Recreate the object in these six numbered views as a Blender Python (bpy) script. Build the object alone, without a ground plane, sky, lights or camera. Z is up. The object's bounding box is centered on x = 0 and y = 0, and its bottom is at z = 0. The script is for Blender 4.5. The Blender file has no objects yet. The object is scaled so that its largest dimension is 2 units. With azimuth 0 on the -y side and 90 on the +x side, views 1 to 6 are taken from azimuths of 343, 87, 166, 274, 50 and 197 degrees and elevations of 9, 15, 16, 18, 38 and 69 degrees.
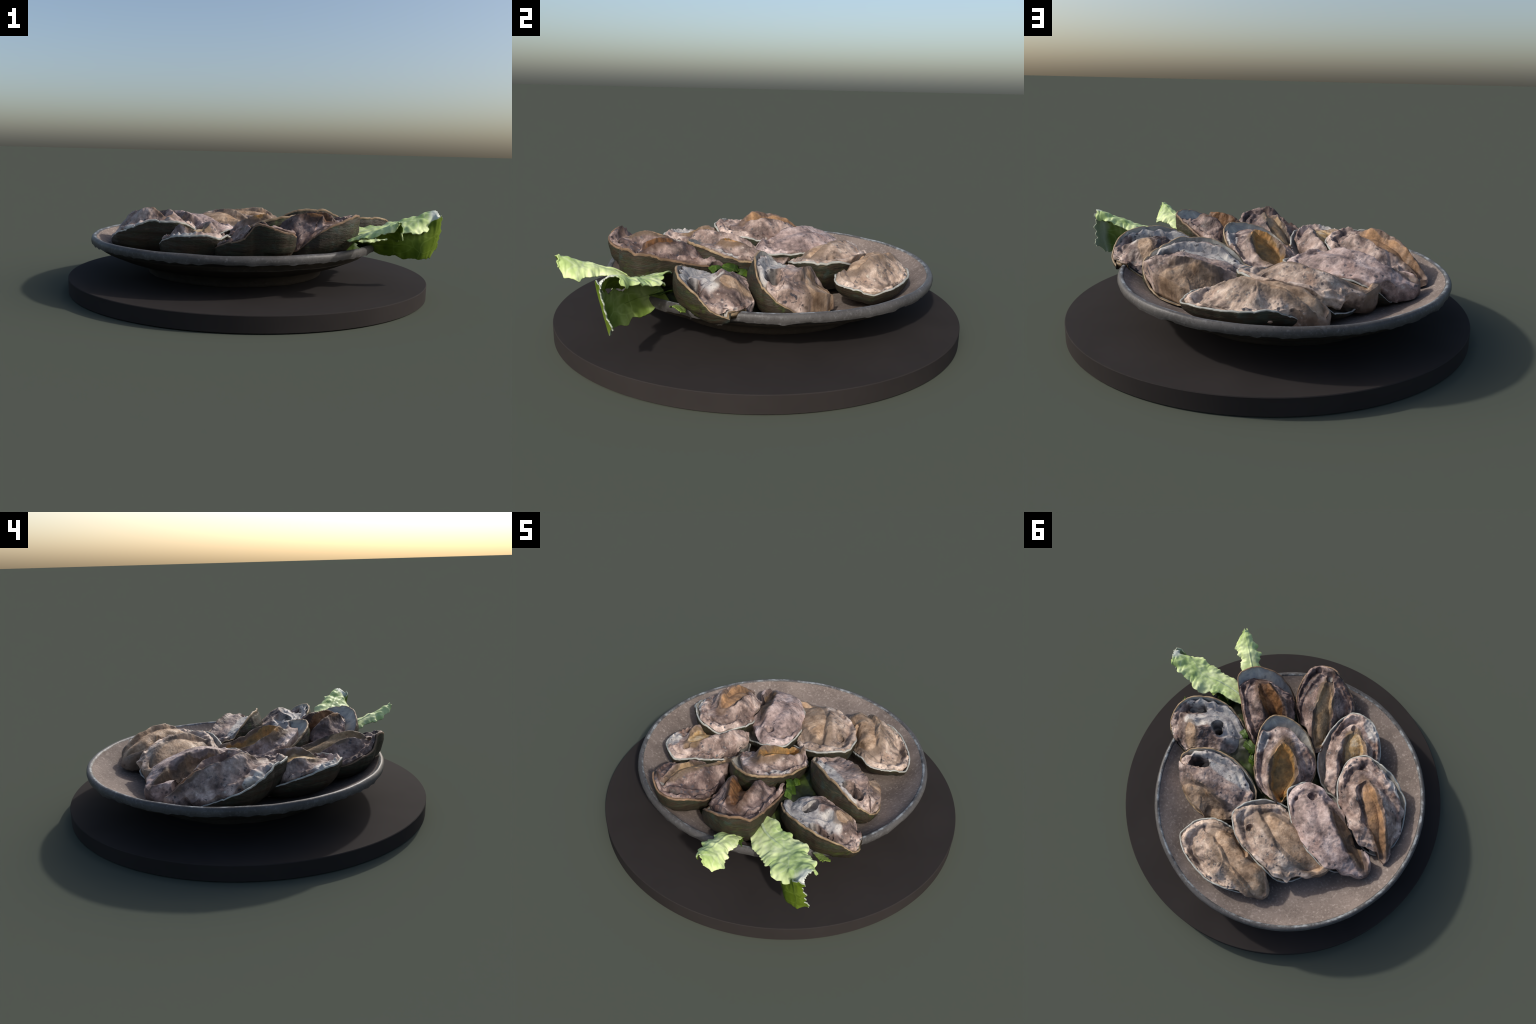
"""A stoneware plate of ten abalones in the shell, garnished with lettuce, on a dark round stand."""
import bpy
import math
import numpy as np

# ------------------------------------------------------------------ small maths
_rs = np.random.RandomState(7)
_perm = _rs.permutation(512)
_grad = _rs.normal(size=(512, 3))
_grad /= np.linalg.norm(_grad, axis=1)[:, None]


def perlin(p):
    """Gradient noise in -1..1 for an (n, 3) array of points."""
    i = np.floor(p).astype(int)
    f = p - i
    u = f * f * f * (f * (f * 6 - 15) + 10)
    total = 0
    for dx in (0, 1):
        for dy in (0, 1):
            for dz in (0, 1):
                h = _perm[(_perm[(_perm[(i[:, 0] + dx) % 512] + i[:, 1] + dy) % 512] + i[:, 2] + dz) % 512]
                g = _grad[h]
                d = (g * (f - (dx, dy, dz))).sum(1)
                w = ((u[:, 0] if dx else 1 - u[:, 0]) * (u[:, 1] if dy else 1 - u[:, 1])
                     * (u[:, 2] if dz else 1 - u[:, 2]))
                total = total + w * d
    return total * 1.5


def fractal(p, scale, octaves=3, seed=0.0):
    p = np.asarray(p, float) * scale + seed * 17.31
    out, amp, norm = 0, 1.0, 0
    for o in range(octaves):
        out = out + amp * perlin(p * 2 ** o + o * 5.7)
        norm += amp
        amp *= 0.5
    return out / norm


def spline(points, n, closed=False):
    """Catmull-Rom curve through the control points, resampled evenly."""
    p = np.array(points, float)
    m = len(p)
    if closed:
        ext = np.vstack([p[-1], p, p[0], p[1]])
        segs = m
    else:
        ext = np.vstack([2 * p[0] - p[1], p, 2 * p[-1] - p[-2]])
        segs = m - 1
    t = np.linspace(0, 1, 16, endpoint=False)[:, None]
    out = []
    for k in range(segs):
        a, b, c, d = ext[k], ext[k + 1], ext[k + 2], ext[k + 3]
        out.append(0.5 * (2 * b + (c - a) * t + (2 * a - 5 * b + 4 * c - d) * t ** 2
                          + (3 * b - a - 3 * c + d) * t ** 3))
    out = np.vstack(out + [p[:1] if closed else p[-1:]])
    s = np.concatenate([[0], np.cumsum(np.linalg.norm(np.diff(out, axis=0), axis=1))])
    q = np.linspace(0, s[-1], n + 1)[:-1] if closed else np.linspace(0, s[-1], n)
    return np.stack([np.interp(q, s, out[:, k]) for k in range(p.shape[1])], 1)


def thin_plate(points, smooth=2e-4):
    """Smooth z(x, y) through the given points."""
    p = np.array(points, float)
    n = len(p)

    def kernel(a, b):
        r2 = ((a[:, None, :2] - b[None, :, :2]) ** 2).sum(2)
        return r2 * np.log(r2 + 1e-9)

    m = np.zeros((n + 3, n + 3))
    m[:n, :n] = kernel(p, p) + smooth * np.eye(n)
    m[:n, n] = 1
    m[:n, n + 1:] = p[:, :2]
    m[n, :n] = 1
    m[n + 1:, :n] = p[:, :2].T
    w = np.linalg.solve(m, np.concatenate([p[:, 2], [0, 0, 0]]))
    return lambda q: kernel(q, p) @ w[:n] + w[n] + q[:, :2] @ w[n + 1:]


def smooth_max(a, b, k=0.012):
    h = np.clip(0.5 + 0.5 * (a - b) / k, 0, 1)
    return b + (a - b) * h + k * h * (1 - h)


def nearest_on_line(q, line):
    """Signed plan distance to a polyline (left of travel is positive), the height of the
    polyline there and how far along it the nearest point lies."""
    best = np.full(len(q), 1e9)
    side = np.ones(len(q))
    z = np.zeros(len(q))
    along = np.zeros(len(q))
    run = 0.0
    for a, b in zip(line[:-1], line[1:]):
        d = b[:2] - a[:2]
        length = math.hypot(*d) + 1e-9
        t = np.clip(((q[:, :2] - a[:2]) @ d) / length ** 2, 0, 1)
        c = a[:2] + t[:, None] * d
        v = q[:, :2] - c
        dist = np.hypot(v[:, 0], v[:, 1])
        near = dist < best
        best = np.where(near, dist, best)
        cross = d[0] * v[:, 1] - d[1] * v[:, 0]
        side = np.where(near, np.sign(cross), side)
        z = np.where(near, a[2] + t * (b[2] - a[2]), z)
        along = np.where(near, run + t * length, along)
        run += length
    return best, side, z, along


# ------------------------------------------------------------------ scene helpers
def new_object(name, data, parent=None):
    ob = bpy.data.objects.new(name, data)
    bpy.context.scene.collection.objects.link(ob)
    if parent is not None:
        ob.parent = parent
    return ob


def thing(name, label, category, location):
    ob = new_object(name, None)
    ob.location = location
    ob.empty_display_size = 0.05
    ob["label"] = label
    ob["category"] = category
    return ob


def mesh_object(name, verts, faces, material, parent, origin=(0, 0, 0), normals=None, materials=None, slots=None):
    verts = np.asarray(verts, float) - np.asarray(origin, float)
    faces = [tuple(int(i) for i in f) for f in faces]
    used = sorted({i for f in faces for i in f})
    remap = {v: i for i, v in enumerate(used)}
    me = bpy.data.meshes.new(name)
    me.from_pydata(verts[used].tolist(), [], [tuple(remap[i] for i in f) for f in faces])
    for m in (materials or [material]):
        me.materials.append(m)
    if slots is not None:
        me.polygons.foreach_set("material_index", np.asarray(slots, int))
    me.polygons.foreach_set("use_smooth", np.ones(len(faces), bool))
    me.update()
    if normals is not None:
        me.normals_split_custom_set_from_vertices(np.asarray(normals)[used].tolist())
    return new_object(name, me, parent)


def vertex_normals(verts, faces):
    n = np.zeros_like(verts)
    quads = np.array([f if len(f) == 4 else (*f, f[2]) for f in faces])
    a, b, c, d = (verts[quads[:, k]] for k in range(4))
    fn = np.cross(c - a, d - b)
    tri = quads[:, 2] == quads[:, 3]
    fn[tri] = np.cross(b[tri] - a[tri], c[tri] - a[tri])
    for k in range(4):
        np.add.at(n, quads[:, k], fn)
    return n / (np.linalg.norm(n, axis=1)[:, None] + 1e-12)


def ring_faces(rows, n, flip=False):
    """Quads joining consecutive closed rings of n vertices."""
    out = []
    for r in range(rows - 1):
        for k in range(n):
            a, b = r * n + k, r * n + (k + 1) % n
            f = (a, b, b + n, a + n)
            out.append(f[::-1] if flip else f)
    return out


# ------------------------------------------------------------------ materials
class Nodes:
    def __init__(self, name, roughness=0.6, specular=0.3):
        self.mat = bpy.data.materials.new(name)
        self.mat.use_nodes = True
        self.t = self.mat.node_tree
        self.bsdf = self.t.nodes["Principled BSDF"]
        self.bsdf.inputs["Roughness"].default_value = roughness
        self.bsdf.inputs["Specular IOR Level"].default_value = specular
        self.coord = self.t.nodes.new("ShaderNodeTexCoord").outputs["Object"]

    def link(self, a, b):
        self.t.links.new(a, b)

    def put(self, socket, value):
        if isinstance(value, bpy.types.NodeSocket):
            self.link(value, socket)
        elif isinstance(value, (tuple, list)) and len(value) == 3 and socket.type == "RGBA":
            socket.default_value = (*value, 1)
        else:
            socket.default_value = value

    def mapped(self, location=(0, 0, 0), rotation=(0, 0, 0), scale=(1, 1, 1), vector=None, kind="POINT"):
        n = self.t.nodes.new("ShaderNodeMapping")
        n.vector_type = kind
        self.put(n.inputs["Vector"], vector or self.coord)
        n.inputs["Location"].default_value = location
        n.inputs["Rotation"].default_value = rotation
        n.inputs["Scale"].default_value = scale
        return n.outputs["Vector"]

    def noise(self, scale, detail=4, rough=0.55, distortion=0.0, vector=None, color=False):
        n = self.t.nodes.new("ShaderNodeTexNoise")
        self.put(n.inputs["Vector"], vector or self.coord)
        n.inputs["Scale"].default_value = scale
        n.inputs["Detail"].default_value = detail
        n.inputs["Roughness"].default_value = rough
        n.inputs["Distortion"].default_value = distortion
        return n.outputs["Color" if color else "Fac"]

    def voronoi(self, scale, vector=None, feature="F1", output="Distance"):
        n = self.t.nodes.new("ShaderNodeTexVoronoi")
        n.feature = feature
        self.put(n.inputs["Vector"], vector or self.coord)
        n.inputs["Scale"].default_value = scale
        return n.outputs[output]

    def ramp(self, fac, stops):
        n = self.t.nodes.new("ShaderNodeValToRGB")
        self.put(n.inputs["Fac"], fac)
        e = n.color_ramp.elements
        while len(e) < len(stops):
            e.new(0.5)
        for el, (pos, col) in zip(e, stops):
            el.position = pos
            el.color = (*col, 1) if isinstance(col, (tuple, list)) else (col, col, col, 1)
        return n.outputs["Color"]

    def range(self, value, a, b, c=0.0, d=1.0):
        n = self.t.nodes.new("ShaderNodeMapRange")
        n.interpolation_type = "SMOOTHSTEP"
        self.put(n.inputs["Value"], value)
        for key, x in zip(("From Min", "From Max", "To Min", "To Max"), (a, b, c, d)):
            n.inputs[key].default_value = x
        return n.outputs["Result"]

    def math(self, op, a, b=0.0):
        n = self.t.nodes.new("ShaderNodeMath")
        n.operation = op
        self.put(n.inputs[0], a)
        self.put(n.inputs[1], b)
        return n.outputs[0]

    def mix(self, fac, a, b, blend="MIX"):
        n = self.t.nodes.new("ShaderNodeMix")
        n.data_type = "RGBA"
        n.blend_type = blend
        self.put(n.inputs[0], fac)
        self.put(n.inputs[6], a)
        self.put(n.inputs[7], b)
        return n.outputs[2]

    def add_vectors(self, a, b):
        n = self.t.nodes.new("ShaderNodeVectorMath")
        n.operation = "ADD"
        self.put(n.inputs[0], a)
        self.put(n.inputs[1], b)
        return n.outputs[0]

    def wobble(self, amount, scale):
        """Object coordinates shaken by noise, for ragged mask edges."""
        c = self.noise(scale, 3, color=True)
        n = self.t.nodes.new("ShaderNodeVectorMath")
        n.operation = "MULTIPLY_ADD"
        self.put(n.inputs[0], c)
        n.inputs[1].default_value = (amount,) * 3
        s = self.t.nodes.new("ShaderNodeVectorMath")
        s.operation = "SUBTRACT"
        self.put(s.inputs[0], self.coord)
        s.inputs[1].default_value = (amount / 2,) * 3
        self.link(s.outputs[0], n.inputs[2])
        return n.outputs[0]

    def ellipse(self, spot, origin, wobbled):
        """1 at the centre of a plan ellipse, 0 on its border, negative outside."""
        x, y, long, short, angle = spot
        v = self.mapped((x - origin[0], y - origin[1], 0), (0, 0, math.radians(angle)), (long, short, 1e4),
                        wobbled, "TEXTURE")
        n = self.t.nodes.new("ShaderNodeVectorMath")
        n.operation = "LENGTH"
        self.link(v, n.inputs[0])
        return self.math("SUBTRACT", 1.0, n.outputs["Value"])

    def bump(self, height, strength=0.3, distance=0.005):
        n = self.t.nodes.new("ShaderNodeBump")
        n.inputs["Strength"].default_value = strength
        n.inputs["Distance"].default_value = distance
        self.put(n.inputs["Height"], height)
        self.link(n.outputs["Normal"], self.bsdf.inputs["Normal"])

    def done(self, color):
        self.put(self.bsdf.inputs["Base Color"], color)
        return self.mat


def stand_material():
    n = Nodes("stand_charcoal", 0.9, 0.08)
    return n.done(n.ramp(n.noise(3, 3), [(0.35, (0.026, 0.0225, 0.0215)), (0.65, (0.030, 0.026, 0.025))]))


def glaze_material(name, dark, light, speck, roughness=0.5, painted_edge_glint=False):
    n = Nodes(name, roughness, 0.2)
    base = n.ramp(n.noise(5, 5, 0.6), [(0.3, dark), (0.7, light)])
    fine = n.noise(70, 4, 0.65)
    col = n.mix(n.range(fine, 0.53, 0.70, 0, 0.5), base, speck)
    col = n.mix(n.range(n.noise(34, 3, 0.6), 0.58, 0.74, 0, 0.25), col, speck)
    col = n.mix(n.range(n.noise(140, 2), 0.58, 0.7, 0, 0.55), col, tuple(c * 0.45 for c in dark))
    if painted_edge_glint:
        # bluish sky highlight painted along the rim's inner edge
        off = n.ellipse((0, 0, 0.792, 0.792, 0), (0, 0), n.wobble(0.012, 30))
        near = n.range(n.math("ABSOLUTE", off), 0.013, 0.003)
        col = n.mix(n.math("MULTIPLY", near, n.range(n.noise(14, 5, 0.7), 0.42, 0.66, 0.0, 0.8)), col, (0.36, 0.39, 0.40))
    n.bump(n.noise(60, 4), 0.25, 0.004)
    return n.done(col)


def meat_material(name, tones, sole_tones, soles, pales, hollows, origin, speck=1.0, blotch=1.0):
    """Grey-mauve abalone flesh with dark speckles; amber sole and pale nacre-like patches."""
    dark, mid, light = tones
    n = Nodes(name, 0.6, 0.22)
    big = n.noise(8.5, 6, 0.58, 0.35)
    body = n.ramp(big, [(0.34, dark), (0.48, mid), (0.66, light)])
    stain = n.noise(5.5, 3, 0.5, 0.4, n.mapped((3.1, 0.7, 1.3)))
    grain = n.range(n.noise(38, 6, 0.65), 0.3, 0.72, 0.0, 1.0)
    body = n.mix(0.85, body, n.mix(grain, (0.70, 0.68, 0.68), (1.32, 1.30, 1.28)), "MULTIPLY")
    body = n.mix(n.range(stain, 0.56, 0.70, 0, 0.7 * blotch), body, tuple(c * 0.8 for c in dark))
    warm = n.noise(7, 2, 0.5, 0, n.mapped((8.2, 1.7, 4.3)))
    body = n.mix(n.range(warm, 0.55, 0.75, 0, 0.45), body, (mid[0] * 1.15, mid[1] * 0.92, mid[2] * 0.78))
    wob = n.wobble(0.05, 9)
    pale = None
    for spot in pales:
        m = n.range(n.ellipse(spot, origin, wob), 0.0, 0.30)
        pale = m if pale is None else n.math("MAXIMUM", pale, m)
    if pale is not None:
        silver = n.ramp(n.noise(14, 5, 0.6), [(0.3, (0.16, 0.155, 0.158)), (0.46, (0.36, 0.345, 0.335)), (0.68, (0.62, 0.59, 0.53))])
        body = n.mix(n.math("MULTIPLY", pale, 0.85), body, silver)
    # blue-black freckles of two sizes
    freckle = n.voronoi(30, n.wobble(0.03, 25))
    sparse = n.noise(13, 2, 0.5, 0, n.mapped((1.2, 5.5, 0.4)))
    f = n.math("MULTIPLY", n.range(freckle, 0.30, 0.16), n.range(sparse, 0.44, 0.58, 0, 0.85 * speck))
    body = n.mix(f, body, (0.055, 0.052, 0.060))
    f2 = n.math("MULTIPLY", n.range(n.noise(64, 3, 0.55), 0.57, 0.66), n.range(sparse, 0.35, 0.6, 0.1, 0.6 * speck))
    body = n.mix(f2, body, (0.075, 0.068, 0.070))
    light_fleck = n.range(n.noise(42, 3, 0.6, 0, n.mapped((0.3, 2.2, 7.0))), 0.58, 0.76, 0, 0.35)
    body = n.mix(light_fleck, body, tuple(min(0.75, c * 1.5) for c in light))
    sdark, smid, slight = sole_tones
    wob2 = n.wobble(0.028, 16)
    mask = None
    for spot in soles:
        e = n.ellipse(spot, origin, wob2)
        mask = e if mask is None else n.math("MAXIMUM", mask, e)
    if mask is not None:
        amber = n.ramp(n.noise(12, 4, 0.55, 0.2, n.mapped((2.2, 0.1, 3.3))), [(0.32, sdark), (0.5, smid), (0.7, slight)])
        amber = n.mix(0.7, amber, n.mix(grain, (0.66, 0.62, 0.58), (1.35, 1.32, 1.3)), "MULTIPLY")
        amber = n.mix(n.range(n.noise(50, 3), 0.58, 0.72, 0, 0.45 * speck), amber, tuple(c * 0.4 for c in sdark))
        lip = tuple(0.28 * a + 0.45 * b for a, b in zip(smid, dark))
        around = n.math("MULTIPLY", n.range(mask, -0.40, -0.12), n.range(mask, 0.10, 0.0))
        body = n.mix(n.math("MULTIPLY", around, 0.8), body, lip)
        body = n.mix(n.range(mask, -0.02, 0.10), body, amber)
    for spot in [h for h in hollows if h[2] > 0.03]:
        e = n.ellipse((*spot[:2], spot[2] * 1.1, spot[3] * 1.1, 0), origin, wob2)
        body = n.mix(n.range(e, -0.1, 0.35, 0, 0.85), body, (0.045, 0.042, 0.042))  # cavity shadow painted into the flesh colour
    body = n.mix(n.range(n.noise(24, 4, 0.6, 0.5, n.mapped((5.1, 3.3, 0.9))), 0.58, 0.72, 0, 0.22 * blotch), body, tuple(0.9 * c for c in dark))
    h = n.math("ADD", n.noise(38, 5, 0.6), n.math("MULTIPLY", n.noise(120, 3), 0.35))
    n.bump(h, 0.35, 0.007)
    r = n.range(n.noise(20, 3), 0.35, 0.7, 0.48, 0.72)
    n.put(n.bsdf.inputs["Roughness"], r)
    return n.done(body)


def shell_material(name, moss=0.5):
    """Outer shell: brown-olive growth bands with mossy green and dark stains."""
    n = Nodes(name, 0.6, 0.3)
    band = n.noise(7, 4, 0.6, 1.2, n.mapped(scale=(1, 1, 5)))
    col = n.ramp(band, [(0.28, (0.007, 0.007, 0.006)), (0.45, (0.032, 0.022, 0.013)), (0.60, (0.020, 0.024, 0.014)),  # browns darkened to carry the shade under the shells
                        (0.75, (0.085, 0.060, 0.033))])
    green = n.noise(9, 4, 0.6, 0, n.mapped((4.4, 2.1, 0.2)))
    col = n.mix(n.range(green, 0.55, 0.68, 0, moss), col, (0.050, 0.078, 0.012))
    teal = n.noise(13, 3, 0.5, 0, n.mapped((0.4, 7.1, 2.2)))
    col = n.mix(n.range(teal, 0.6, 0.72, 0, 0.5), col, (0.028, 0.050, 0.044))
    n.bump(n.noise(40, 5, 0.6, 0, n.mapped(scale=(1, 1, 4))), 0.5, 0.008)
    return n.done(col)


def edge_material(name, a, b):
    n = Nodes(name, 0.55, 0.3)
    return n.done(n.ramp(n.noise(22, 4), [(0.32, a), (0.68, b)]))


def nacre_material():
    n = Nodes("nacre_lining", 0.45, 0.3)
    sheen = n.noise(11, 5, 0.6, 1.0)
    col = n.ramp(sheen, [(0.28, (0.15, 0.142, 0.132)), (0.44, (0.32, 0.308, 0.285)), (0.56, (0.44, 0.405, 0.335)), (0.72, (0.60, 0.59, 0.55))])
    col = n.mix(n.range(n.noise(26, 3), 0.6, 0.72, 0, 0.6), col, (0.10, 0.115, 0.14))
    n.bump(n.noise(25, 3), 0.2, 0.004)
    return n.done(col)


def leaf_material(name, stops, white=0.0, translucent=0.25, veins=0.22):
    n = Nodes(name, 0.5, 0.3)
    col = n.ramp(n.noise(9, 4, 0.55), stops)
    vein = n.voronoi(11, n.wobble(0.09, 6), "DISTANCE_TO_EDGE")
    col = n.mix(n.range(vein, 0.05, 0.0, 0, veins), col, tuple(min(0.8, c * 1.5 + 0.03) for c in stops[-1][1]))
    teal = n.noise(13, 3, 0.5, 0.3, n.mapped((2.2, 4.4, 0.2)))
    col = n.mix(n.range(teal, 0.58, 0.72, 0, 0.5), col, tuple(c * k for c, k in zip(stops[0][1], (0.55, 0.62, 0.8))))
    if white:
        tip = n.ellipse((0.86, -0.60, 0.075, 0.075, 0), (0.40, -0.46), n.wobble(0.05, 12))
        col = n.mix(n.range(tip, 0.0, 0.5, 0, white), col, (0.62, 0.63, 0.62))
    n.bump(n.noise(30, 4), 0.3, 0.005)
    mat = n.done(col)
    tr = n.t.nodes.new("ShaderNodeBsdfTranslucent")
    n.put(tr.inputs["Color"], col)
    mx = n.t.nodes.new("ShaderNodeMixShader")
    mx.inputs[0].default_value = translucent
    out = n.t.nodes["Material Output"]
    n.link(n.bsdf.outputs[0], mx.inputs[1])
    n.link(tr.outputs[0], mx.inputs[2])
    n.link(mx.outputs[0], out.inputs["Surface"])
    return mat


# ------------------------------------------------------------------ stand
def build_stand():
    n, radius, top, bevel = 256, 1.0, 0.081, 0.003
    profile = [(radius - 0.004, 0.0), (radius, bevel), (radius, top - bevel), (radius - bevel, top)]
    a = np.linspace(0, 2 * np.pi, n, endpoint=False)
    verts = np.vstack([np.stack([r * np.cos(a), r * np.sin(a), 0 * a + z], 1) for r, z in profile])
    faces = ring_faces(len(profile), n) + [tuple(range(n))[::-1], tuple(range((len(profile) - 1) * n, len(profile) * n))]
    ob = mesh_object("display_stand", verts, faces, stand_material(), None)
    ob["label"] = "flat dark charcoal round display stand"
    ob["category"] = "display stand"
    for p in ob.data.polygons:
        p.use_smooth = len(p.vertices) == 4
    ob.data.set_sharp_from_angle(angle=math.radians(40))


# ------------------------------------------------------------------ plate
PLATE = np.array([-0.063, 0.060])
WELL = np.array([(0.0, 0.146), (0.25, 0.150), (0.42, 0.162), (0.56, 0.186), (0.66, 0.217), (0.725, 0.249), (0.765, 0.273), (0.785, 0.289)])


def plate_floor(xy):
    r = np.hypot(*(np.asarray(xy, float).reshape(-1, 2) - PLATE).T)
    return np.interp(r, WELL[:, 0], WELL[:, 1])


def rest_on_plate(points, gap):
    """Lifts points that would sink into the plate's well or its rim."""
    r = np.hypot(*(points[:, :2] - PLATE).T)
    top = np.where(r < 0.77, plate_floor(points[:, :2]), np.where(r < 0.84, 0.297, -1.0))
    return np.column_stack([points[:, :2], np.maximum(points[:, 2], top + gap)])


def build_plate():
    root = thing("stoneware_plate", "shallow round grey-brown speckled stoneware plate", "plate", (*PLATE, 0.081))
    origin = (*PLATE, 0.081)
    n = 320
    a = np.linspace(0, 2 * np.pi, n, endpoint=False)

    facing = np.angle(np.exp(1j * (a + math.radians(72))))
    chipped = np.exp(-(facing / 0.75) ** 4)

    def lathe(profile, wob, ragged=None, recess=0.0):
        rows = []
        prof = spline([(r, z, 0) for r, z in profile], max(24, 6 * len(profile)))
        for k, (r, z, _) in enumerate(prof):
            u = k / (len(prof) - 1)
            p = np.stack([np.cos(a) * 2, np.sin(a) * 2, 0 * a], 1)
            out_of_round = 1 + wob * perlin(p * 1.6)
            squash = 1 + 0.006 * np.cos(2 * (a - 1.2))
            zz = z + 0.003 * perlin(p * 2.2 + 9)
            rr = r * out_of_round * squash - recess * chipped * math.sin(math.pi * min(1, max(0, (0.262 - z) / 0.05)))
            if ragged:
                zz = zz + ragged(u, a)
            rows.append(np.stack([PLATE[0] + rr * np.cos(a), PLATE[1] + rr * np.sin(a), zz], 1))
        verts = np.vstack(rows)
        return verts, ring_faces(len(prof), n), len(prof)

    well = [(max(r, 0.002), z) for r, z in WELL]
    inside = glaze_material("speckled_glaze", (0.125, 0.099, 0.085), (0.235, 0.190, 0.165), (0.50, 0.43, 0.375), 0.85)
    v, f, rows = lathe(well, 0.004)
    v[:, 2] += 0.0022 * fractal(v, 16, 3)
    mesh_object("well", v, f, inside, root, origin)

    rim_mat = glaze_material("rim_glaze", (0.050, 0.047, 0.046), (0.092, 0.088, 0.086), (0.18, 0.18, 0.182), 0.45, True)

    def rag(u, a):
        low = np.clip((u - 0.75) / 0.25, 0, 1)
        p = np.stack([np.cos(a) * 22, np.sin(a) * 22, 0 * a], 1)
        return -low * (0.010 * np.clip(perlin(p) + 0.1, 0, 1) + 0.006 * np.clip(perlin(p * 0.3 + 4), -1, 1))

    rim = [(0.7848, 0.2885), (0.791, 0.2945), (0.800, 0.2965), (0.809, 0.292), (0.815, 0.281), (0.8155, 0.268), (0.811, 0.256)]
    v, f, rows = lathe(rim, 0.004, rag)
    v[:, :2] += (v[:, :2] - PLATE) * (0.0012 * perlin(v * 30))[:, None]
    mesh_object("rim", v, f, rim_mat, root, origin)

    gap = edge_material("painted_rim_shadow", (0.012, 0.011, 0.011), (0.022, 0.020, 0.019))  # near-black tint bakes in the dark gap beneath the lip
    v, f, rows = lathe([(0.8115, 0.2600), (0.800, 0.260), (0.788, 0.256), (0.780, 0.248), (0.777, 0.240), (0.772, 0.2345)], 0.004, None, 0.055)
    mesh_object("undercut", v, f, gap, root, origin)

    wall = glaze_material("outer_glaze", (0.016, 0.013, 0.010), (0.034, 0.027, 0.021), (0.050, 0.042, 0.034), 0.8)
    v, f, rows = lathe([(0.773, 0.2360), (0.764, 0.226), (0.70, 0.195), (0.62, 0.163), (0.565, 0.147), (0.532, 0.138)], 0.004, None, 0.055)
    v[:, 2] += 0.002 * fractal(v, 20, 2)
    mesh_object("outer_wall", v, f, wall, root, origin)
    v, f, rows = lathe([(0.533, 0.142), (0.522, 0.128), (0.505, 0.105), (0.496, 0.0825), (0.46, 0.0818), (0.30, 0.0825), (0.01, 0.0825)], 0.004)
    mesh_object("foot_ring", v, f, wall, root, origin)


# ------------------------------------------------------------------ abalone
def star_shaped(loop):
    """Evens out a closed loop so that it runs once round its centre without doubling back."""
    c = loop[:, :2].mean(0)
    d = loop[:, :2] - c
    angle = np.unwrap(np.arctan2(d[:, 1], d[:, 0]))
    turn = np.sign(angle[-1] - angle[0])
    even = turn * np.linspace(0, 2 * np.pi, len(loop), endpoint=False)
    box = np.ones(5) / 5

    def ease(x):
        return np.convolve(np.concatenate([x[-2:], x, x[:2]]), box, "valid")

    angle = turn * np.maximum.accumulate(turn * angle)
    angle = ease(angle - even) + even
    radius = ease(np.hypot(d[:, 0], d[:, 1]))
    return np.column_stack([c[0] + radius * np.cos(angle), c[1] + radius * np.sin(angle), loop[:, 2]])


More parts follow.
